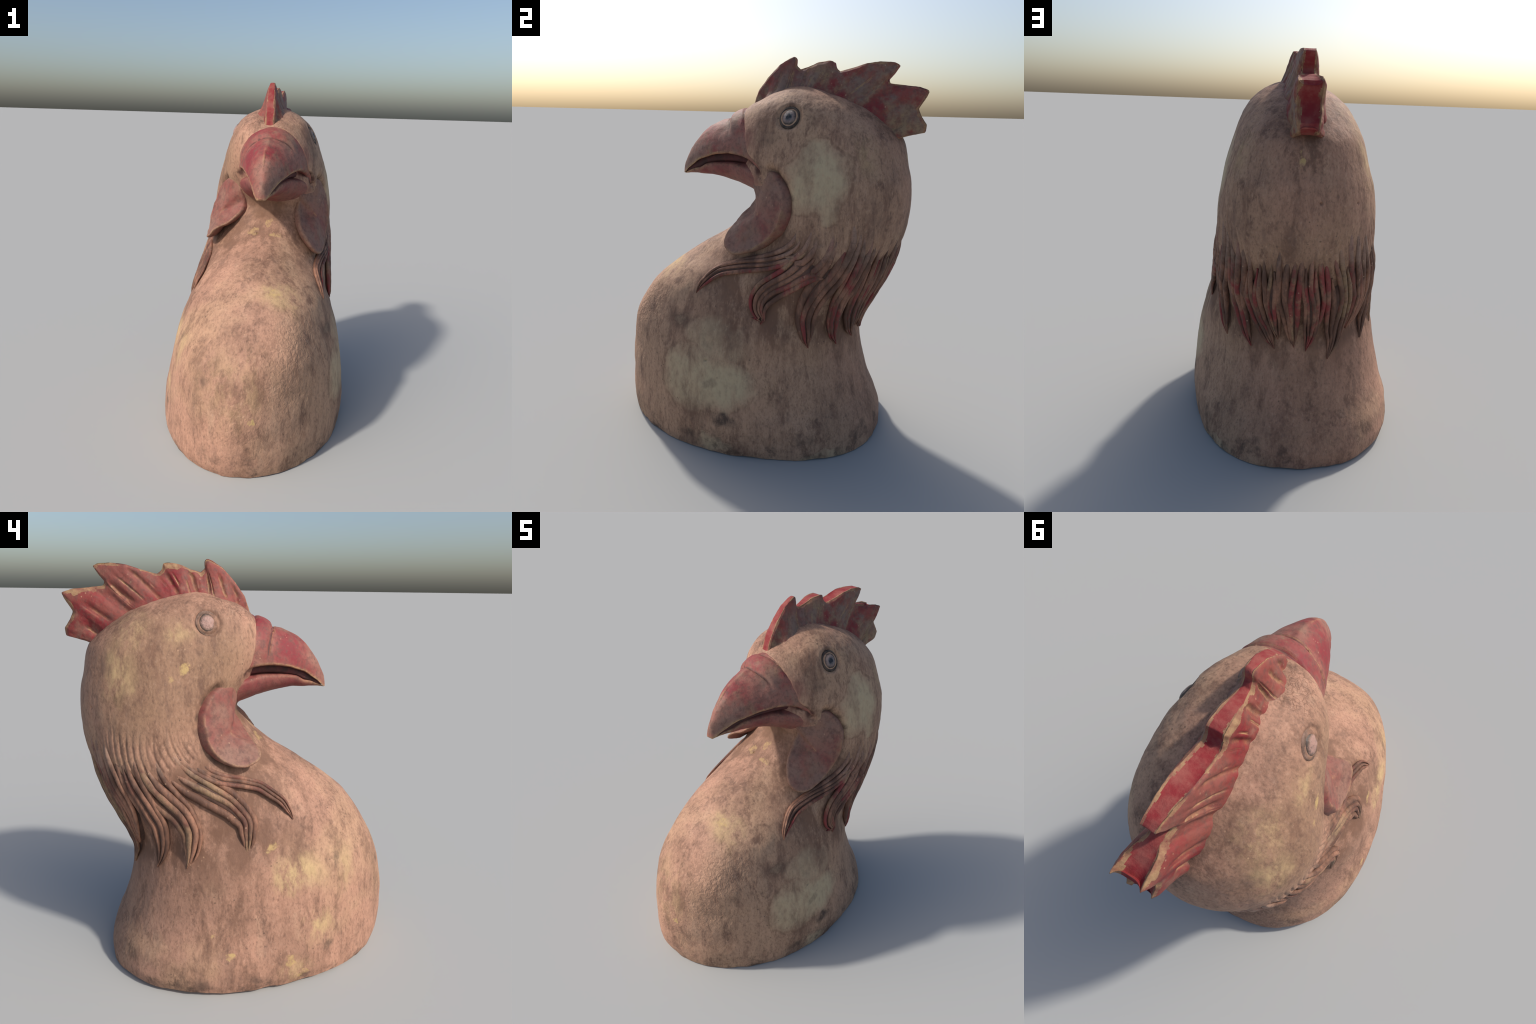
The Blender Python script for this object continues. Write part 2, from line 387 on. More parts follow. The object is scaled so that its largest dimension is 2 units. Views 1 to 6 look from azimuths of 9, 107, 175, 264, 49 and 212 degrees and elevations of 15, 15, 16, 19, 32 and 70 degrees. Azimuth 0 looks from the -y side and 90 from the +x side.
def red_material(name, worn, red=RED, rose=ROSE, edge_wear=0.9):
    """chipped red paint; worn = how much ground shows, higher on the +x side"""
    k = Nodes(name)
    streak = k.noise(13, 5, 0.65, (1, 0.6, 0.6))
    cloud = k.noise(5, 4, 0.6)
    fine = k.noise(50, 4, 0.7)
    c = k.mix(k.ramp(cloud, 0.35, 0.65), red, rose)
    c = k.mix(k.ramp(streak, 0.52, 0.7, 0, 0.7), c, (0.24, 0.12, 0.085))
    sep = k.n("SeparateXYZ"); k.put(sep.inputs[0], k.warped(0.06, 8))
    side = k.ramp(sep.outputs[0], 0.03, 0.10, 0.0, 1.0)
    bare = k.mul(k.ramp(k.noise(8, 5, 0.65, (1, 0.8, 0.8)), 0.40, 0.60), k.math("ADD", k.mul(side, worn), worn * 0.22, clamp=True))
    c = k.mix(bare, c, k.mix(k.ramp(cloud, 0.4, 0.6), (0.27, 0.18, 0.105), (0.20, 0.13, 0.10)))
    geo = k.n("NewGeometry")
    bev = k.n("Bevel", samples=6)
    bev.inputs["Radius"].default_value = 0.022
    turn = k.math("SUBTRACT", 1.0, k.vec("DOT_PRODUCT", bev.outputs[0], geo.outputs["Normal"]))
    edge = k.mul(k.ramp(turn, 0.012, 0.05), k.ramp(k.noise(17, 5, 0.7), 0.30, 0.50))
    point = geo.outputs["Pointiness"]
    edge = k.mul(edge, k.ramp(point, 0.49, 0.515))
    c = k.mix(k.mul(edge, edge_wear), c, (0.46, 0.30, 0.14))
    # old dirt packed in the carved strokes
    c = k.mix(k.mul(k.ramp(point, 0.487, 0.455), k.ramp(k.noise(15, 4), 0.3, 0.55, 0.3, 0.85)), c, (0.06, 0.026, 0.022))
    c = weathered(k, c)
    c = k.mix(k.ramp(k.noise(22, 6, 0.72), 0.50, 0.66, 0, 0.6), c, (0.13, 0.065, 0.05))
    c = k.mix(k.ramp(fine, 0.45, 0.7, 0, 0.5), c, (0.10, 0.045, 0.038))
    nrm = k.bump(fine, 0.35, 0.006)
    return k.finish(c, 0.66, nrm, 0.35)


def strand_material():
    k = Nodes("feather_strand_paint")
    info = k.n("ObjectInfo").outputs["Random"]
    along = k.noise(9, 4, 0.6, (1, 1, 0.35))
    fine = k.noise(55, 4, 0.7, (1, 1, 0.4))
    c = k.mix(k.ramp(along, 0.38, 0.62), (0.30, 0.148, 0.094), (0.110, 0.054, 0.036))
    red = k.mul(k.ramp(k.math("FRACT", k.mul(info, 7.3)), 0.42, 0.5), k.ramp(k.noise(9, 5, 0.65, (1, 1, 0.5)), 0.45, 0.58))
    sep = k.n("SeparateXYZ"); k.put(sep.inputs[0], k.co)
    red = k.mul(red, k.ramp(sep.outputs[0], -0.33, -0.1, 0.15, 0.9))
    c = k.mix(red, c, (0.23, 0.035, 0.036))
    tan = k.mul(k.ramp(k.math("FRACT", k.mul(info, 3.7)), 0.72, 0.85), k.ramp(k.noise(7, 4), 0.42, 0.58))
    c = k.mix(k.mul(tan, 0.55), c, (0.34, 0.225, 0.125))
    # the strands rise out of the plain paint of the head
    top = k.ramp(k.math("ADD", sep.outputs[2], k.mul(k.math("SUBTRACT", k.noise(12, 3), 0.5), 0.35)), 1.0, 1.22)
    c = k.mix(k.mul(top, 0.85), c, (0.33, 0.215, 0.158))
    c = k.mix(k.ramp(fine, 0.45, 0.75, 0, 0.65), c, (0.075, 0.045, 0.036))
    c = weathered(k, c)
    cracks = k.ramp(k.voronoi(26, "DISTANCE_TO_EDGE", (0.6, 0.6, 1.4)), 0.0, 0.03)
    c = k.mix(k.mul(k.math("SUBTRACT", 1.0, cracks), 0.35), c, DARK)
    nrm = k.bump(fine, 0.5, 0.006)
    return k.finish(c, 0.7, nrm, 0.3)


def plain_material(name, a, b, scale=12.0, rough=0.75, bump=0.4):
    k = Nodes(name)
    f = k.noise(scale, 5, 0.65)
    c = k.mix(k.ramp(f, 0.35, 0.65), a, b)
    return k.finish(c, rough, k.bump(k.noise(scale * 5, 4, 0.7), bump, 0.006), 0.3)


def eye_material(name, centre, rings, rough):
    """painted eye: rings = ((radius, colour), ...) from the middle outwards"""
    k = Nodes(name)
    w = k.warped(0.012, 40, 3)
    d = k.vec("DISTANCE", w, centre)
    c = rings[-1][1]
    for r, col in reversed(rings[:-1]):
        c = k.mix(k.ramp(d, r + 0.004, r - 0.004), c, col)
    grain = k.noise(70, 4, 0.7)
    c = k.mix(k.ramp(grain, 0.5, 0.7, 0, 0.6), c, (0.10, 0.075, 0.07))
    return k.finish(c, rough, k.bump(grain, 0.7, 0.006), 0.3)


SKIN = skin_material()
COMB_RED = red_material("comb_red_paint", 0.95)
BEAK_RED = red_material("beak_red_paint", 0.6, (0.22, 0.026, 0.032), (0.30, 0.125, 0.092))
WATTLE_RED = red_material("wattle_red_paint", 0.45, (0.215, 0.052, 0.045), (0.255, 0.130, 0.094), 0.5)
COMB_EDGE = plain_material("comb_rubbed_edge", (0.215, 0.085, 0.058), (0.33, 0.200, 0.105), 20)
COMB_RIM = plain_material("comb_rim_deep_red", (0.215, 0.018, 0.022), (0.27, 0.075, 0.060), 13)
STRAND = strand_material()
GROOVE = plain_material("groove_dark_umber", (0.070, 0.042, 0.033), (0.125, 0.066, 0.048), 16)
MOUTH = plain_material("mouth_dark_red", (0.045, 0.020, 0.018), (0.10, 0.028, 0.027), 14)
EYE_RIM_WORN = plain_material("eye_rim_worn_brown", (0.12, 0.075, 0.055), (0.26, 0.16, 0.12), 30)
EYE_RIM = plain_material("eye_rim_dark_grey", (0.032, 0.027, 0.024), (0.10, 0.072, 0.055), 30)

# ---------------------------------------------------------------- the thing
ROOT = bpy.data.objects.new("rooster_bust", None)
SCENE.collection.objects.link(ROOT)
ROOT["label"] = "weathered carved wooden rooster head bust with red comb"
ROOT["category"] = "rooster sculpture"

# ---------------------------------------------------------------- wattles: outlines (x, y, z), back edge first, front edge last
def wattle_outline(side):
    return catmull_closed(WATTLE_PLUS if side > 0 else WATTLE_MINUS, 10)


def build_wattle(side):
    o = wattle_outline(side)
    m = len(o)
    cen = np.array([0.348, 0.075, 1.23]) if side > 0 else np.array([-0.232, 0.068, 1.23])
    out = np.array([0.82, -0.57, 0.0]) if side > 0 else np.array([-0.80, -0.60, 0.0])
    #  (radial fraction, height above the outline) from the crown over the rim and down the inner side
    prof = [(0.0, 0.016), (0.1, 0.016), (0.2, 0.0155), (0.3, 0.014), (0.4, 0.012), (0.5, 0.010), (0.6, 0.007), (0.7, 0.005), (0.78, 0.004), (0.85, 0.006), (0.9, 0.009), (0.94, 0.010), (0.97, 0.007), (0.99, 0.0),
            (1.0, -0.010), (1.0, -0.022), (0.99, -0.040), (0.96, -0.058), (0.8, -0.085), (0.3, -0.10)]
    rows = []
    for f, h in prof:
        rows.append(cen + (o - cen) * f + (out * h * (0.3 + 0.7 * smooth(1.40, 1.22, (cen + (o - cen) * f)[:, 2:3])) if h > -0.003 else np.array([side * 0.55, -0.75, 0.0]) * h))
    g = np.array(rows)
    for _ in range(60):
        inner = (g[:-2] + g[2:] + np.roll(g[1:-1], 1, 1) + np.roll(g[1:-1], -1, 1)) / 4
        g[1:10] = 0.5 * g[1:10] + 0.5 * inner[:9]
        g[0] = g[1].mean(0)
    v = g.reshape(-1, 3)
    v += out * (0.006 * noise3(v, 16, 5 if side > 0 else 9, 3) + 0.002 * noise3(v, (60, 60, 40), 6, 2))[:, None]
    v[:, 1] += 0.005 * noise3(v, 24, 11, 2)
    v[:, 2] += 0.004 * noise3(v, 24, 13, 2)
    ob = add_mesh("wattle", v, grid_faces(len(prof), m, True), WATTLE_RED, ROOT)
    fix(ob)


# ---------------------------------------------------------------- beak
BX = 0.083
#        y       top    lip    lowlip  bottom  half width
BEAK = ((0.080, 1.700, 1.440, 1.420, 1.300, 0.225),
        (0.020, 1.745, 1.490, 1.452, 1.322, 0.205),
        (-0.050, 1.748, 1.518, 1.472, 1.342, 0.186),
        (-0.095, 1.738, 1.524, 1.480, 1.356, 0.174),
        (-0.140, 1.722, 1.526, 1.482, 1.368, 0.160),
        (-0.180, 1.695, 1.524, 1.480, 1.378, 0.147),
        (-0.240, 1.674, 1.514, 1.474, 1.390, 0.125),
        (-0.290, 1.650, 1.498, 1.464, 1.395, 0.104),
        (-0.335, 1.617, 1.482, 1.440, 1.394, 0.083),
        (-0.375, 1.575, 1.456, 1.430, 1.396, 0.064),
        (-0.410, 1.530, 1.428, 1.415, 1.396, 0.047),
        (-0.436, 1.480, 1.404, 1.402, 1.394, 0.032),
        (-0.450, 1.440, 1.396, 1.395, 1.393, 0.020),
        (-0.4545, 1.412, 1.402, 1.400, 1.398, 0.006))


def beak_at(y):
    b = np.array(BEAK)[::-1]
    return [pchip(b[:, 0], b[:, k], y) for k in range(1, 6)]


def tube_faces(m, n):
    return [tuple(int(i) for i in q) for q in grid_faces(m, n, True)] + [tuple(range(n - 1, -1, -1)), tuple((m - 1) * n + i for i in range(n))]


def upper_mandible():
    m = 130
    y = 0.08 - 0.5345 * (1 - (1 - np.linspace(0, 1, m)) ** 1.7)
    top, lip, low, bot, hw = beak_at(y)
    # arched cap with a lip that turns in
    rows = []
    for g in np.linspace(0, np.pi, 72):
        c, s = np.cos(g), np.sin(g)
        x = BX + hw * np.sign(c) * abs(c) ** 0.95
        z = lip + (top - lip) * s ** (1.08 + 0.34 * smooth(-0.10, -0.30, y))
        rows.append(np.column_stack([x, y, z]))
    for q in (-0.96, -0.86, -0.6, 0.0, 0.6, 0.86, 0.96):
        rows.append(np.column_stack([BX + hw * q, y, lip + (-0.006 if abs(q) > 0.9 else 0.004) * smooth(-0.44, -0.36, y)]))
    v = np.stack(rows, 1)
    cx = v[..., 0] - BX
    # cere: a raised saddle between two grooves that run back down the sides
    yy = v[..., 1] - 1.6 * cx ** 2
    up = smooth(1.52, 1.60, v[..., 2]) * np.where(cx > 0, smooth(1.60, 1.68, v[..., 2]), 1.0)
    rise = up * (0.010 * smooth(-0.175, -0.160, yy) * smooth(-0.07, -0.10, yy) - 0.010 * np.exp(-((yy + 0.172) / 0.007) ** 2) - 0.008 * np.exp(-((yy + 0.088) / 0.008) ** 2))
    ridge = 0.006 * np.exp(-(cx / 0.014) ** 2) * smooth(-0.17, -0.22, v[..., 1])
    v[..., 2] += rise + ridge * up
    v[..., 0] += np.sign(cx) * np.minimum(np.abs(cx) * 4, 1) * rise
    flat = v.reshape(-1, 3)
    flat += 0.0035 * np.stack([noise3(flat, 16, 60 + q, 3) for q in range(3)], -1)
    # worm holes and nostril dents
    for px, py, pzz, r in ((0.165, -0.115, 1.70, 0.014), (0.02, -0.165, 1.685, 0.015), (0.145, -0.15, 1.695, 0.011), (0.03, -0.105, 1.72, 0.010), (-0.02, -0.12, 1.66, 0.012)):
        q = np.linalg.norm(flat - (px, py, pzz), axis=1)
        flat[:, 2] -= 0.9 * r * smooth(1.0, 0.3, q / r)
    return flat, tube_faces(m, v.shape[1])


def lower_mandible():
    m = 110
    y = 0.08 - 0.527 * (1 - (1 - np.linspace(0, 1, m)) ** 1.7)
    top, lip, low, bot, hw = beak_at(y)
    hw = hw * (0.77 + 0.19 * smooth(-0.16, 0.0, y))
    rows = []
    for g in np.linspace(0, 2 * np.pi, 56, endpoint=False):
        c, s = np.cos(g), np.sin(g)
        x = BX + hw * np.sign(c) * abs(c) ** 0.8 * (1 - 0.12 * abs(s) if s < 0 else 1.0)
        zc = bot + (low - bot) * 0.72
        z = zc + (low - zc) * abs(s) ** 0.6 if s > 0 else zc - (zc - bot) * abs(s) ** 0.85
        rows.append(np.column_stack([x, y, z]))
    v = np.stack(rows, 1)
    flat = v.reshape(-1, 3)
    flat += 0.0025 * np.stack([noise3(flat, 18, 70 + q, 3) for q in range(3)], -1)
    return flat, tube_faces(m, v.shape[1])


def mouth_filling():
    y = np.linspace(0.06, -0.43, 60)
    top, lip, low, bot, hw = beak_at(y)
    rows = []
    for g in np.linspace(0, 2 * np.pi, 32, endpoint=False):
        mid, hh = (lip + low) / 2, (lip - low) / 2 + 0.012
        rows.append(np.column_stack([BX + hw * 0.76 * np.cos(g), y, mid + hh * np.sign(np.sin(g)) * abs(np.sin(g)) ** 0.5]))
    v = np.stack(rows, 1)
    return v.reshape(-1, 3), tube_faces(60, v.shape[1])


def bvh(part):
    return BVHTree.FromPolygons([tuple(p) for p in part[0].tolist()], [tuple(int(i) for i in f) for f in part[1]])


def fillet(points, trees, radius, mask):
    """how far to push each point out so that its surface runs smoothly into the neighbours in trees"""
    out = np.zeros(len(points))
    for i in np.nonzero(mask)[0]:
        p = Vector(points[i])
        d = min((t.find_nearest(p, float(radius[i]) + 1e-6)[3] or 9.0) for t in trees)
        if d < radius[i]:
            out[i] = (radius[i] - d) ** 2 / (4 * radius[i])
    return out


def beak_normals(part):
    me = bpy.data.meshes.new("tmp")
    me.from_pydata([tuple(p) for p in part[0].tolist()], [], [tuple(int(i) for i in f) for f in part[1]])
    bm = bmesh.new(); bm.from_mesh(me); bmesh.ops.recalc_face_normals(bm, faces=bm.faces); bm.to_mesh(me); bm.free()
    n = np.empty(len(part[0]) * 3); me.vertex_normals.foreach_get("vector", n)
    bpy.data.meshes.remove(me)
    return n.reshape(-1, 3)


UPPER, LOWER, FILLING = upper_mandible(), lower_mandible(), mouth_filling()


def build_beak():
    face = BVHTree.FromPolygons(*FACE)
    parts = []
    for part in (UPPER, LOWER):
        v, f = part
        n = beak_normals(part)
        k = 0.016 + 0.034 * smooth(0.05, 0.14, v[:, 0])
        v = v + n * fillet(v, [face], k, v[:, 1] > -0.16)[:, None]
        parts.append((v, f))
    beak = add_mesh("beak", *parts[0], BEAK_RED, ROOT)
    fix(beak)
    fix(add_mesh("lower_mandible", *parts[1], LOWER_RED, beak))
    fix(add_mesh("mouth", *FILLING, MOUTH, beak))


# ---------------------------------------------------------------- body mesh: head, neck and breast out of one surface
EYES = ((1, -0.292, 1.708), (-1, -2.758, 1.724))
PITS = ((0.52, -0.14, 0.50, 0.011), (0.50, -0.29, 0.46, 0.006), (-0.46, -0.15, 0.46, 0.008), (-0.02, 0.77, 1.36, 0.010), (-0.20, 0.69, 1.35, 0.009), (0.30, 0.66, 1.36, 0.008),
        (0.05, -0.21, 1.09, 0.012), (0.34, -0.60, 0.06, 0.014), (-0.50, -0.20, 0.30, 0.006), (-0.34, 0.14, 1.30, 0.008), (-0.14, 0.17, 1.74, 0.004), (0.13, -0.14, 1.14, 0.010), (0.02, -0.11, 1.15, 0.010))
NP, NZ = 720, 520


def build_body():
    phi = np.linspace(-np.pi, np.pi, NP, endpoint=False)
    s = np.linspace(0, 1, NZ)
    z = TOP * (1 - (1 - s) ** 1.6)
    z[-1] = TOP - 2e-4
    PH, Z = np.meshgrid(phi, z)
    P = body_point(PH, Z).reshape(-1, 3)
    n = body_normal(PH, np.clip(Z, 0.004, TOP - 0.004)).reshape(-1, 3)
    d = 0.006 * noise3(P, 4.0, 1, 2) + 0.0022 * noise3(P, (17, 17, 11), 2, 3) + 0.0008 * noise3(P, (60, 60, 30), 3, 2)
    # knife flats left by the carver
    d += 0.003 * np.abs(noise3(P, (7, 7, 3), 4, 1))
    # gouged trough behind and below each wattle
    for side in (1, -1):
        o = wattle_outline(side)
        trough = o[int(len(o) * 0.07):int(len(o) * 0.66)]
        near = np.abs(P[:, 0] - side * 0.3) < 0.35
        q = dist_to_polyline(P[near], trough)
        d[near] += -(0.034 if side > 0 else 0.022) * np.exp(-(q / 0.027) ** 2)
    # the neck is cut back beneath the hackle
    pa = PH.reshape(-1) % (2 * np.pi)
    pa = np.where(pa > 5.0, pa - 2 * np.pi, pa)
    tip = pchip([-0.9, -0.55, 0.0, 0.7, 1.3, 1.7, 2.1, 2.7, 3.2, 3.65, 4.0], [0.85, 0.80, 0.68, 0.56, 0.56, 0.55, 0.56, 0.60, 0.66, 0.79, 0.85], pa)
    zz = P[:, 2]
    d -= 0.020 * smooth(tip + 0.02, tip + 0.12, zz) * smooth(1.13, 0.95, zz) * smooth(-0.8, -0.3, pa) * smooth(3.9, 3.5, pa)
    # shoulders of the breast
    d += 0.022 * np.exp(-(np.linalg.norm((P - (0.47, -0.12, 0.66)) / (0.2, 0.2, 0.12), axis=1)) ** 2)
    d += 0.018 * np.exp(-(np.linalg.norm((P - (-0.43, 0.0, 0.60)) / (0.2, 0.25, 0.13), axis=1)) ** 2)
    near = (P[:, 2] > 1.0) & (P[:, 2] < 1.42) & ((PH.reshape(-1) > -0.5) | (PH.reshape(-1) < -2.6))
    Q, cut = P[near], np.zeros(near.sum())
    for line, depth in hackle_grooves():
        close = (np.abs(Q - line.mean(0)) < 0.16).all(1)
        q = dist_to_polyline(Q[close], line)
        cut[close] = np.maximum(cut[close], depth * np.exp(-(q / 0.006) ** 2) * smooth(line[0, 2] + 0.005, line[0, 2] - 0.10, Q[close][:, 2]))
    d[near] -= cut
    # fuller cheek behind the wattle of the -x side
    d += 0.014 * np.exp(-(np.linalg.norm((P - (-0.29, 0.18, 1.20)) / (0.2, 0.16, 0.22), axis=1)) ** 2)
    # face swells to meet the flank of the beak on the +x side
    d += 0.012 * np.exp(-(np.linalg.norm((P - (0.23, -0.03, 1.57)) / (0.10, 0.09, 0.13), axis=1)) ** 2)
    d += 0.024 * np.exp(-(np.linalg.norm((P - (-0.07, -0.04, 1.59)) / (0.09, 0.09, 0.14), axis=1)) ** 2)
    d += 0.016 * np.exp(-(np.linalg.norm((P - (-0.15, 0.05, 1.60)) / (0.10, 0.12, 0.16), axis=1)) ** 2)
    # the slit of the mouth runs on into the cheeks
    for slit in (((0.235, -0.08, 1.507), (0.262, -0.03, 1.503), (0.287, 0.012, 1.488), (0.303, 0.040, 1.462), (0.312, 0.058, 1.432)), ((-0.085, -0.075, 1.50), (-0.112, -0.045, 1.488), (-0.125, -0.025, 1.465))):
        near = (P[:, 1] < 0.2) & (P[:, 2] > 1.3)
        q = dist_to_polyline(P[near], curve_through(slit, 16))
        d[near] += -(0.028 + 0.05 * smooth(0.03, -0.03, P[near][:, 1])) * np.exp(-(q / (0.014 + 0.008 * smooth(0.03, -0.03, P[near][:, 1]))) ** 2)
    # eye sockets
    for side, ph, ez in EYES:
        e = body_point(ph, ez)
        r = np.linalg.norm(P - e, axis=1)
        d += -0.010 * np.exp(-((r - 0.055) / 0.010) ** 2) - 0.006 * np.exp(-(r / 0.05) ** 4)
    # crease where the face meets the beak
    face = curve_through([(-0.085, -0.02, 1.46), (-0.085, -0.045, 1.55), (-0.06, -0.07, 1.65), (0.0, -0.085, 1.73), (0.085, -0.07, 1.755), (0.17, -0.07, 1.735)], 24)
    near = P[:, 1] < 0.15
    q = dist_to_polyline(P[near], face)
    d[near] += -0.008 * np.exp(-(q / 0.012) ** 2)
    for x, y, pz, r in PITS:
        q = np.linalg.norm((P - (x, y, pz)), axis=1)
        d -= 0.9 * r * smooth(1.0, 0.4, q / r * (1 + 0.4 * noise3(P, 90, 8, 1)))
    P = P + n * d[:, None]
    # run smoothly into the beak: a wide fillet on the +x flank, a tight one on the -x side
    global FACE
    sel = (P[:, 1] < 0.22) & (P[:, 2] > 1.28)
    quads = grid_faces(NZ, NP, True)
    quads = quads[sel[quads].all(1)]
    used, back = np.unique(quads, return_inverse=True)
    FACE = ([tuple(p) for p in P[used].tolist()], [tuple(int(i) for i in q) for q in back.reshape(-1, 4)])
    k = 0.016 + 0.044 * smooth(0.05, 0.14, P[:, 0])
    P = P + n * fillet(P, [bvh(UPPER), bvh(LOWER)], k, sel)[:, None]
    # rough sawn foot: crisp, chipped, a little off the ground on the -x side
    low = smooth(0.03, 0.0, P[:, 2])
    inward = np.column_stack([P[:, 0], P[:, 1], 0 * P[:, 2]])
    P -= inward * (0.012 * low * np.maximum(0, noise3(P, (11, 11, 25), 6, 3)))[:, None]
    lift = 0.016 * smooth(-0.05, -0.5, P[:, 0]) * smooth(-0.75, -0.3, P[:, 1]) + 0.006 * (noise3(P * (1, 1, 0), 9, 12, 2) + 0.6)
    P[:, 2] += np.maximum(lift, 0) * smooth(0.12, 0.0, P[:, 2])
    F = grid_faces(NZ, NP, True)
    # caps
    top = len(P)
    V = np.vstack([P, [[0.052, 0.2, TOP + 0.001]], [[0.0, -0.03, 0.0]]])
    last = (NZ - 1) * NP
    caps = [(last + i, last + (i + 1) % NP, top) for i in range(NP)] + [((i + 1) % NP, i, top + 1) for i in range(NP)]
    whole = bpy.data.meshes.new("whole_body")
    faces = [tuple(int(i) for i in f) for f in F] + caps
    whole.from_pydata(V.tolist(), [], faces[:-NP])   # without the foot, so that its rim shades crisp
    whole.update()
    whole.validate(); nrm = np.empty(len(V) * 3); whole.vertex_normals.foreach_get("vector", nrm); nrm = nrm.reshape(-1, 3)
    bpy.data.meshes.remove(whole)
    nrm[-1] = (0, 0, -1)
    # regions by height along the tilted neck axis
    cen = np.array([V[list(f)].mean(0) for f in faces])
    head = cen[:, 2] > 1.22 + 0.10 * cen[:, 1]
    tilt = cen[:, 2] + 0.55 * (cen[:, 1] + 0.1)
    breast = (~head) & ((tilt < 0.98) | (cen[:, 2] < 0.55))
    for name, pick in (("head", head), ("breast", breast), ("neck", ~head & ~breast)):
        idx = np.nonzero(pick)[0]
        sub = [faces[i] for i in idx]
        used = sorted({i for f in sub for i in f})
        remap = {g: l for l, g in enumerate(used)}
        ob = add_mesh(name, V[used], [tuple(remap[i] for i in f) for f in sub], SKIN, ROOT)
        ob.data.normals_split_custom_set_from_vertices(nrm[used].tolist())


# ---------------------------------------------------------------- hackle feathers: locks of strands laid on the neck
#  spine as (angle round the body, height), width, strands
LOCKS = (
    (((-0.20, 1.22), (-0.22, 1.12), (-0.28, 1.06), (-0.38, 1.02), (-0.55, 0.98), (-0.63, 0.94), (-0.59, 0.88), (-0.51, 0.82)), 0.085, 4),
    (((0.00, 1.25), (0.07, 1.15), (0.04, 1.06), (-0.05, 0.97), (-0.10, 0.89), (-0.05, 0.80), (0.03, 0.71)), 0.140, 5),
    (((0.34, 1.25), (0.40, 1.12), (0.40, 1.00), (0.37, 0.90), (0.44, 0.78), (0.56, 0.68), (0.72, 0.58)), 0.125, 4),
    (((0.63, 1.20), (0.67, 1.07), (0.68, 0.97), (0.70, 0.87), (0.80, 0.75), (0.90, 0.66), (1.04, 0.57)), 0.110, 4),
    (((0.90, 1.17), (0.92, 1.03), (0.93, 0.91), (1.00, 0.79), (1.14, 0.68), (1.29, 0.58)), 0.110, 5),
    (((1.19, 1.15), (1.18, 1.01), (1.18, 0.87), (1.23, 0.75), (1.31, 0.64)), 0.080, 4),
    (((1.43, 1.19), (1.39, 1.05), (1.37, 0.90), (1.42, 0.74), (1.50, 0.60)), 0.100, 4),
    (((1.64, 1.13), (1.63, 0.99), (1.67, 0.85), (1.68, 0.70), (1.63, 0.58)), 0.100, 5),
    (((1.93, 1.19), (1.96, 1.04), (2.00, 0.88), (1.97, 0.68), (1.85, 0.53)), 0.125, 5),
    (((2.32, 1.24), (2.31, 1.08), (2.32, 0.98), (2.34, 0.90), (2.27, 0.80), (2.13, 0.68)), 0.120, 5),
    (((2.71, 1.27), (2.68, 1.15), (2.66, 1.04), (2.67, 0.94), (2.65, 0.84), (2.55, 0.74), (2.35, 0.59)), 0.115, 4),
    (((2.96, 1.25), (2.93, 1.14), (2.94, 1.03), (2.99, 0.95), (3.02, 0.89), (2.98, 0.81), (2.89, 0.74), (2.72, 0.62)), 0.120, 4),
    (((3.22, 1.25), (3.26, 1.15), (3.30, 1.07), (3.36, 0.99), (3.39, 0.93), (3.37, 0.86), (3.30, 0.78), (3.22, 0.68)), 0.125, 4),
    (((3.39, 1.23), (3.41, 1.15), (3.45, 1.08), (3.52, 1.03), (3.65, 1.00), (3.72, 0.97), (3.72, 0.91), (3.68, 0.86), (3.64, 0.82)), 0.075, 3),
)


def surface_shift(phi, z, off):
    """walk the distance off sideways from the spine over the body surface"""
    e = 1e-3
    t = np.gradient(body_point(phi, z), axis=0)
    t /= np.linalg.norm(t, axis=1, keepdims=True)
    n = body_normal(phi, z)
    side = np.cross(n, t)
    pp = (body_point(phi + e, z) - body_point(phi - e, z)) / (2 * e)
    pz = (body_point(phi, z + e) - body_point(phi, z - e)) / (2 * e)
    v = side * np.asarray(off)[:, None]
    a, b, c = (pp * pp).sum(1), (pp * pz).sum(1), (pz * pz).sum(1)
    d, f = (pp * v).sum(1), (pz * v).sum(1)
    det = a * c - b * b
    return phi + (c * d - b * f) / det, z + (a * f - b * d) / det


def lock_spine(spine, m):
    sp = curve_through([(p * 0.42, z) for p, z in spine], m)   # 0.42 m: mean radius, so steps are even
    return sp[:, 0] / 0.42, sp[:, 1]


def hackle_grooves():
    """knife lines that run up from between the strands into the plain paint of the head"""
    rng = np.random.default_rng(33)
    lines = []
    for spine, width, strands in LOCKS:
        phi, z = lock_spine(spine, 40)
        for j in range(strands + 1):
            a = -1 + 2 * j / strands
            ph, zz = surface_shift(phi, z, np.full(40, a * width * 0.52))
            up = rng.uniform(0.0, 0.045)
            line = np.column_stack([ph[:12:3], zz[:12:3]])
            line = np.vstack([[line[0, 0] + rng.uniform(-0.02, 0.02), line[0, 1] + up], line])
            lines.append((body_point(line[:, 0], line[:, 1]), rng.uniform(0.002, 0.0065)))
    return lines


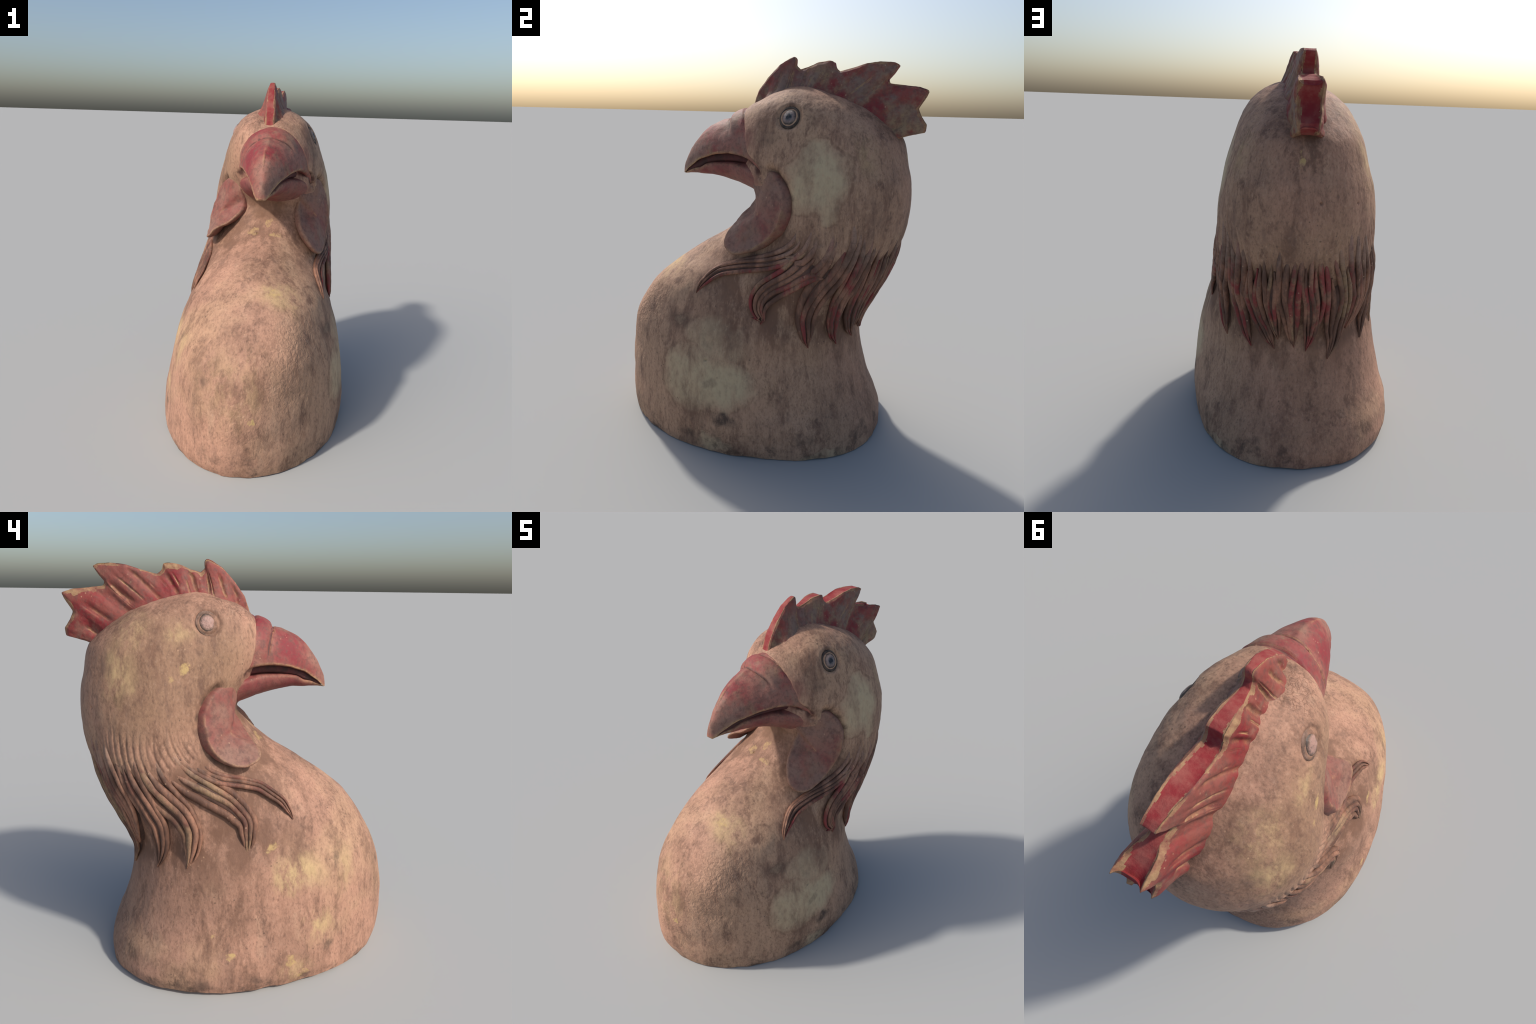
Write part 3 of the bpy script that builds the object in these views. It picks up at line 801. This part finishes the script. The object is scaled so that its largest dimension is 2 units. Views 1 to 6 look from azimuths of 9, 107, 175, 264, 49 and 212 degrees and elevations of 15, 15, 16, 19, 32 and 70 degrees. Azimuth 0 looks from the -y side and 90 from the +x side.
def build_locks():
    rng = np.random.default_rng(21)
    for spine, width, strands in LOCKS:
        m = 72
        spine = ((spine[0][0] * 1.0 - 0.2 * (spine[1][0] - spine[0][0]), spine[0][1] + rng.uniform(0.03, 0.10)),) + spine
        sp = curve_through([(p * 0.42, z) for p, z in spine], m)   # 0.42 m: mean radius, so steps are even
        phi, z = sp[:, 0] / 0.42, sp[:, 1]
        s = np.linspace(0, 1, m)
        W = 1.08 * width * pchip([0, 0.15, 0.45, 0.72, 0.9, 1.0], [0.95, 1.05, 1.05, 0.86, 0.46, 0.03], s)
        H = pchip([0, 0.12, 0.35, 0.65, 0.88, 1.0], [-0.002, 0.004, 0.010, 0.015, 0.018, 0.009], s)
        # dark bed of the lock
        cols = 15
        grid = []
        for a in np.linspace(-1, 1, cols):
            ph, zz = surface_shift(phi, z, a * W * 0.5)
            h = (H - 0.009 - 0.045 * (1 - smooth(0.25, 0.50, s))) * (1 - abs(a) ** 3) - 0.045 * abs(a) ** 3
            grid.append(body_point(ph, zz) + body_normal(ph, zz) * h[:, None])
        v = np.array(grid).reshape(-1, 3)
        back = v - np.repeat(body_normal(phi, z)[None], cols, 0).reshape(-1, 3) * 0.03
        f = grid_faces(cols, m, False)
        lock = add_mesh("hackle_feather", v, f[:, ::-1], GROOVE, ROOT)
        for j in range(strands):
            a0 = -1 + 2 * (j + 0.5) / strands
            a = a0 + 0.10 * rng.normal() / strands
            start = int(rng.integers(0, 24))
            i = np.arange(start, m)
            u = np.linspace(0, 1, len(i))
            wob = 0.0055 * np.sin(s * rng.uniform(4, 10) + rng.uniform(0, 6))
            ph, zz = surface_shift(phi, z, a * W * 0.5 + wob * W / width)
            ph, zz, w, h = ph[i], zz[i], W[i], H[i]
            c = body_point(ph, zz)
            n = body_normal(ph, zz)
            t = np.gradient(c, axis=0); t /= np.linalg.norm(t, axis=1, keepdims=True)
            b = np.cross(n, t)
            r = w / strands * 0.5 * rng.uniform(0.78, 1.22)
            r = np.maximum(r * (0.25 + 0.75 * smooth(0, 0.25, u)), 0.0015)
            rise = h * (1 - 0.45 * a0 * a0) - 0.013 * (1 - smooth(0, 0.28, u)) + 0.0025 * noise3(c, 20, 31 + j, 2) + rng.uniform(-0.004, 0.004)
            tall = np.minimum(np.maximum(r * 1.0, 0.005), 0.019)
            k = 12
            ang = np.linspace(0, 2 * np.pi, k, endpoint=False)
            rows = [c + n * (rise - tall + tall * np.sin(g))[:, None] + b * (r * np.cos(g))[:, None] for g in ang]
            sv = np.stack(rows, 1).reshape(-1, 3)
            sf = grid_faces(len(i), k, True)
            sv = np.vstack([sv, c[:1] + n[:1] * (rise[0] - tall[0]), c[-1:] + n[-1:] * (rise[-1] - tall[-1]) + t[-1:] * 0.004])
            e0, e1, lastr = len(sv) - 2, len(sv) - 1, (len(i) - 1) * k
            fs = [tuple(q) for q in sf] + [((q + 1) % k, q, e0) for q in range(k)] + [(lastr + q, lastr + (q + 1) % k, e1) for q in range(k)]
            add_mesh("feather_strand", sv, fs, STRAND, lock)


# ---------------------------------------------------------------- comb
#  outline (y, z) and the fraction along the foot of the comb it grows from
COMB = ((-0.066, 1.735, 0.0), (-0.032, 1.832, 0.035), (0.015, 1.897, 0.075), (0.075, 1.961, 0.12), (0.125, 1.990, 0.16), (0.145, 1.998, 0.18), (0.156, 1.990, 0.20), (0.155, 1.955, 0.235), (0.178, 1.936, 0.27),
        (0.224, 1.952, 0.31), (0.272, 1.973, 0.35), (0.325, 1.981, 0.39), (0.349, 1.977, 0.42), (0.357, 1.948, 0.445), (0.378, 1.929, 0.475), (0.450, 1.948, 0.515), (0.516, 1.968, 0.555), (0.575, 1.975, 0.595),
        (0.645, 1.972, 0.64), (0.668, 1.960, 0.66), (0.644, 1.924, 0.68), (0.619, 1.894, 0.70), (0.628, 1.876, 0.72), (0.700, 1.867, 0.76), (0.770, 1.860, 0.80), (0.814, 1.843, 0.83), (0.800, 1.809, 0.855),
        (0.770, 1.763, 0.885), (0.786, 1.728, 0.91), (0.816, 1.688, 0.94), (0.814, 1.650, 0.965), (0.765, 1.640, 0.985), (0.690, 1.628, 1.0))
COMB_FOOT = ((-0.03, 1.70), (0.03, 1.785), (0.11, 1.81), (0.20, 1.815), (0.31, 1.80), (0.42, 1.765), (0.51, 1.72), (0.58, 1.675), (0.635, 1.63), (0.665, 1.60))
RAYS = (0.06, 0.14, 0.25, 0.34, 0.45, 0.55, 0.655, 0.71, 0.80, 0.90)   # carved grooves


def build_comb():
    key = np.array(COMB)
    d = np.concatenate([[0], np.cumsum(np.linalg.norm(np.diff(key[:, :2], axis=0), axis=1))])
    t = np.linspace(0, d[-1], 760)
    # centripetal-ish smoothing: linear outline, lightly rounded
    o = np.stack([np.interp(t, d, key[:, c]) for c in range(3)], -1)
    for _ in range(10):
        o[1:-1] = 0.5 * o[1:-1] + 0.25 * (o[:-2] + o[2:])
    foot = curve_through(COMB_FOOT, 200)
    fs = np.linspace(0, 1, 200)
    fy, fz = np.interp(o[:, 2], fs, foot[:, 0]), np.interp(o[:, 2], fs, foot[:, 1])
    m = len(o)
    V = 48
    vv = np.linspace(0, 1, V)
    half_edge = pchip([-0.08, 0.10, 0.15, 0.25, 0.36, 0.50, 0.60, 0.67, 0.72, 0.80, 0.9], [0.030, 0.020, 0.017, 0.030, 0.037, 0.044, 0.036, 0.031, 0.050, 0.060, 0.062], o[:, 0])
    mid_edge = pchip([-0.08, 0.15, 0.35, 0.50, 0.65, 0.80], [0.064, 0.046, 0.036, 0.037, 0.042, 0.052], o[:, 0])
    mid_foot = pchip([0, 0.3, 0.5, 0.75, 1.0], [0.064, 0.048, 0.038, 0.033, 0.036], o[:, 2])
    half_foot = pchip([0, 0.2, 0.5, 0.8, 1.0], [0.038, 0.062, 0.070, 0.072, 0.064], o[:, 2])
    low = smooth(1.74, 1.64, o[:, 1])
    half_edge = half_edge * (1 - 0.22 * low)
    rows = []
    carve = np.zeros((m, V))
    rng = np.random.default_rng(5)
    for ray in RAYS:
        wd = rng.uniform(0.012, 0.022)
        v0, v1 = rng.uniform(0.05, 0.2), rng.uniform(0.6, 0.95)
        depth = rng.uniform(0.009, 0.017)
        cc = ray + 0.02 * np.sin(vv * 2 + ray * 9)
        carve += depth * np.exp(-((o[:, 2][:, None] - cc[None]) / wd) ** 2) * (smooth(v0 - 0.05, v0 + 0.15, vv) * smooth(v1 + 0.1, v1 - 0.2, vv))[None]
    for ray in np.linspace(0.02, 0.97, 20):
        ray = ray + rng.uniform(-0.01, 0.01)
        cc = ray + 0.02 * np.sin(vv * 2 + ray * 9)
        a, b = rng.uniform(-0.1, 0.5), rng.uniform(0.5, 1.0)
        carve += rng.uniform(0.001, 0.005) * np.exp(-((o[:, 2][:, None] - cc[None]) / 0.006) ** 2) * (smooth(a, a + 0.2, vv) * smooth(b, b - 0.25, vv))[None]
    RIM = np.cos(np.linspace(0.25, np.pi - 0.25, 15))
    NR = len(RIM)
    loop = []
    for sgn, order in ((1, range(V)), (-1, range(V - 1, -1, -1))):
        for j in order:
            v = vv[j]
            y = fy + (o[:, 0] - fy) * v
            z = fz + (o[:, 1] - fz) * v
            h = half_foot + (half_edge - half_foot) * v ** 1.4 + 0.03 * (1 - v) ** 4
            edge = smooth(0.86, 1.0, v)
            h = h * (1 - 0.16 * edge ** 2) - carve[:, j] * (1 if sgn < 0 else 0.7)
            p = np.column_stack([mid_foot + (mid_edge - mid_foot) * v + sgn * h, y, z])
            p[:, 0] += sgn * 0.003 * noise3(p, 14, 41 + sgn, 3)
            loop.append(p)
        if sgn > 0:
            # rim, slightly crowned
            for q in RIM:
                ny = np.gradient(o[:, 0]); nz = np.gradient(o[:, 1])
                L = np.hypot(ny, nz) + 1e-9
                bulge = (0.003 - 0.30 * np.maximum(half_edge - 0.020, 0) - 0.014 * smooth(0.68, 0.78, o[:, 0])) * (1 - q ** 4)
                p = np.column_stack([mid_edge + q * half_edge * 0.84, o[:, 0] - nz / L * bulge * 1.0, o[:, 1] + ny / L * bulge])
                loop.append(p)
    n = len(loop)
    verts = np.stack(loop, 1).reshape(-1, 3)
    verts += 0.0015 * np.stack([noise3(verts, 40, 50 + k, 2) for k in range(3)], -1)
    faces = [tuple(q) for q in grid_faces(m, n, True)]
    faces.append(tuple(range(n)))
    faces.append(tuple((m - 1) * n + i for i in range(n - 1, -1, -1)))
    ob = add_mesh("comb", verts, faces, COMB_RED, ROOT)
    me = ob.data
    me.materials.append(COMB_EDGE); me.materials.append(COMB_RIM)
    # bare, rubbed edge along the rim; deep red inside the rim
    col = np.array([(p.vertices[0] % n) for p in me.polygons])
    cen = np.array([tuple(p.center) for p in me.polygons])
    v_at = np.array([vv[i] if i < V else (vv[V - 1 - (i - V - NR)] if i >= V + NR else 2.0) for i in range(n)])[col]
    ragged = noise3(cen, 24, 91, 4)
    patch = noise3(cen, 7, 95, 2)
    rim_at = np.where((col >= V) & (col < V + NR), np.abs(RIM[np.clip(col - V, 0, NR - 1)]), 0)
    slot = np.where(v_at > 1.5, np.where(rim_at > 0.80 + 0.30 * ragged, 1, 2), np.where(v_at > 0.95 + 0.10 * ragged - 0.07 * patch, 1, 0))
    slot[(patch < -0.30 + 0.2 * ragged) & (slot == 1)] = 0
    slot[-2:] = 0
    me.polygons.foreach_set("material_index", slot.astype(np.int32))
    bm = bmesh.new(); bm.from_mesh(me); bmesh.ops.recalc_face_normals(bm, faces=bm.faces); bm.to_mesh(me); bm.free()


def fix(ob):
    bm = bmesh.new(); bm.from_mesh(ob.data)
    bmesh.ops.recalc_face_normals(bm, faces=bm.faces)
    bm.to_mesh(ob.data); bm.free()


# ---------------------------------------------------------------- eyes
def build_eye(side, ph, z):
    c = body_point(ph, z); n = body_normal(ph, z)
    up = np.array([0, 0, 1.0]) - n * n[2]; up /= np.linalg.norm(up)
    rt = np.cross(up, n)
    k = 48

    def lathe(name, prof, mat, parent):
        ang = np.linspace(0, 2 * np.pi, k, endpoint=False)
        rows = []
        for r, h in prof:
            rows.append(c + n * h + np.cos(ang)[:, None] * rt * r * 0.95 + np.sin(ang)[:, None] * up * r * 1.06)
        v = np.array(rows).reshape(-1, 3)
        v += n * ((0.0012 if side > 0 else 0.0028) * noise3(v, 60, 80, 2))[:, None]
        ob = add_mesh(name, v, grid_faces(len(prof), k, True), mat, parent)
        fix(ob)
        return ob
    rings = ((0.014, (0.018, 0.022, 0.03)), (0.020, (0.12, 0.115, 0.12)), (0.031, (0.23, 0.17, 0.15)), (0.036, (0.13, 0.095, 0.08)), (0.06, (0.035, 0.03, 0.027))) if side > 0 else \
            ((0.028, (0.36, 0.215, 0.175)), (0.036, (0.25, 0.155, 0.12)), (0.06, (0.09, 0.065, 0.05)))
    mat = eye_material("painted_eye" if side > 0 else "bare_eye", tuple(float(q) for q in c + n * 0.008), rings, 0.6 if side > 0 else 0.38)
    ball = lathe("eye", [(0.0005, 0.007), (0.012, 0.0065), (0.022, 0.005), (0.031, 0.002), (0.038, -0.003), (0.043, -0.012)], mat, ROOT)
    lathe("eye_rim", [(0.039, -0.014), (0.0415, -0.006), (0.044, -0.002 - 0.006 * (side < 0)), (0.047, -0.001 - 0.008 * (side < 0)), (0.050, -0.002 - 0.008 * (side < 0)), (0.054, -0.007), (0.057, -0.016)], EYE_RIM if side > 0 else EYE_RIM_WORN, ball)


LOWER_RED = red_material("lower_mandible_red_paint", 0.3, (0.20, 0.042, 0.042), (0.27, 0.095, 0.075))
build_body()
for side in (1, -1):
    build_wattle(side)
build_locks()
build_comb()
build_beak()
for eye in EYES:
    build_eye(*eye)
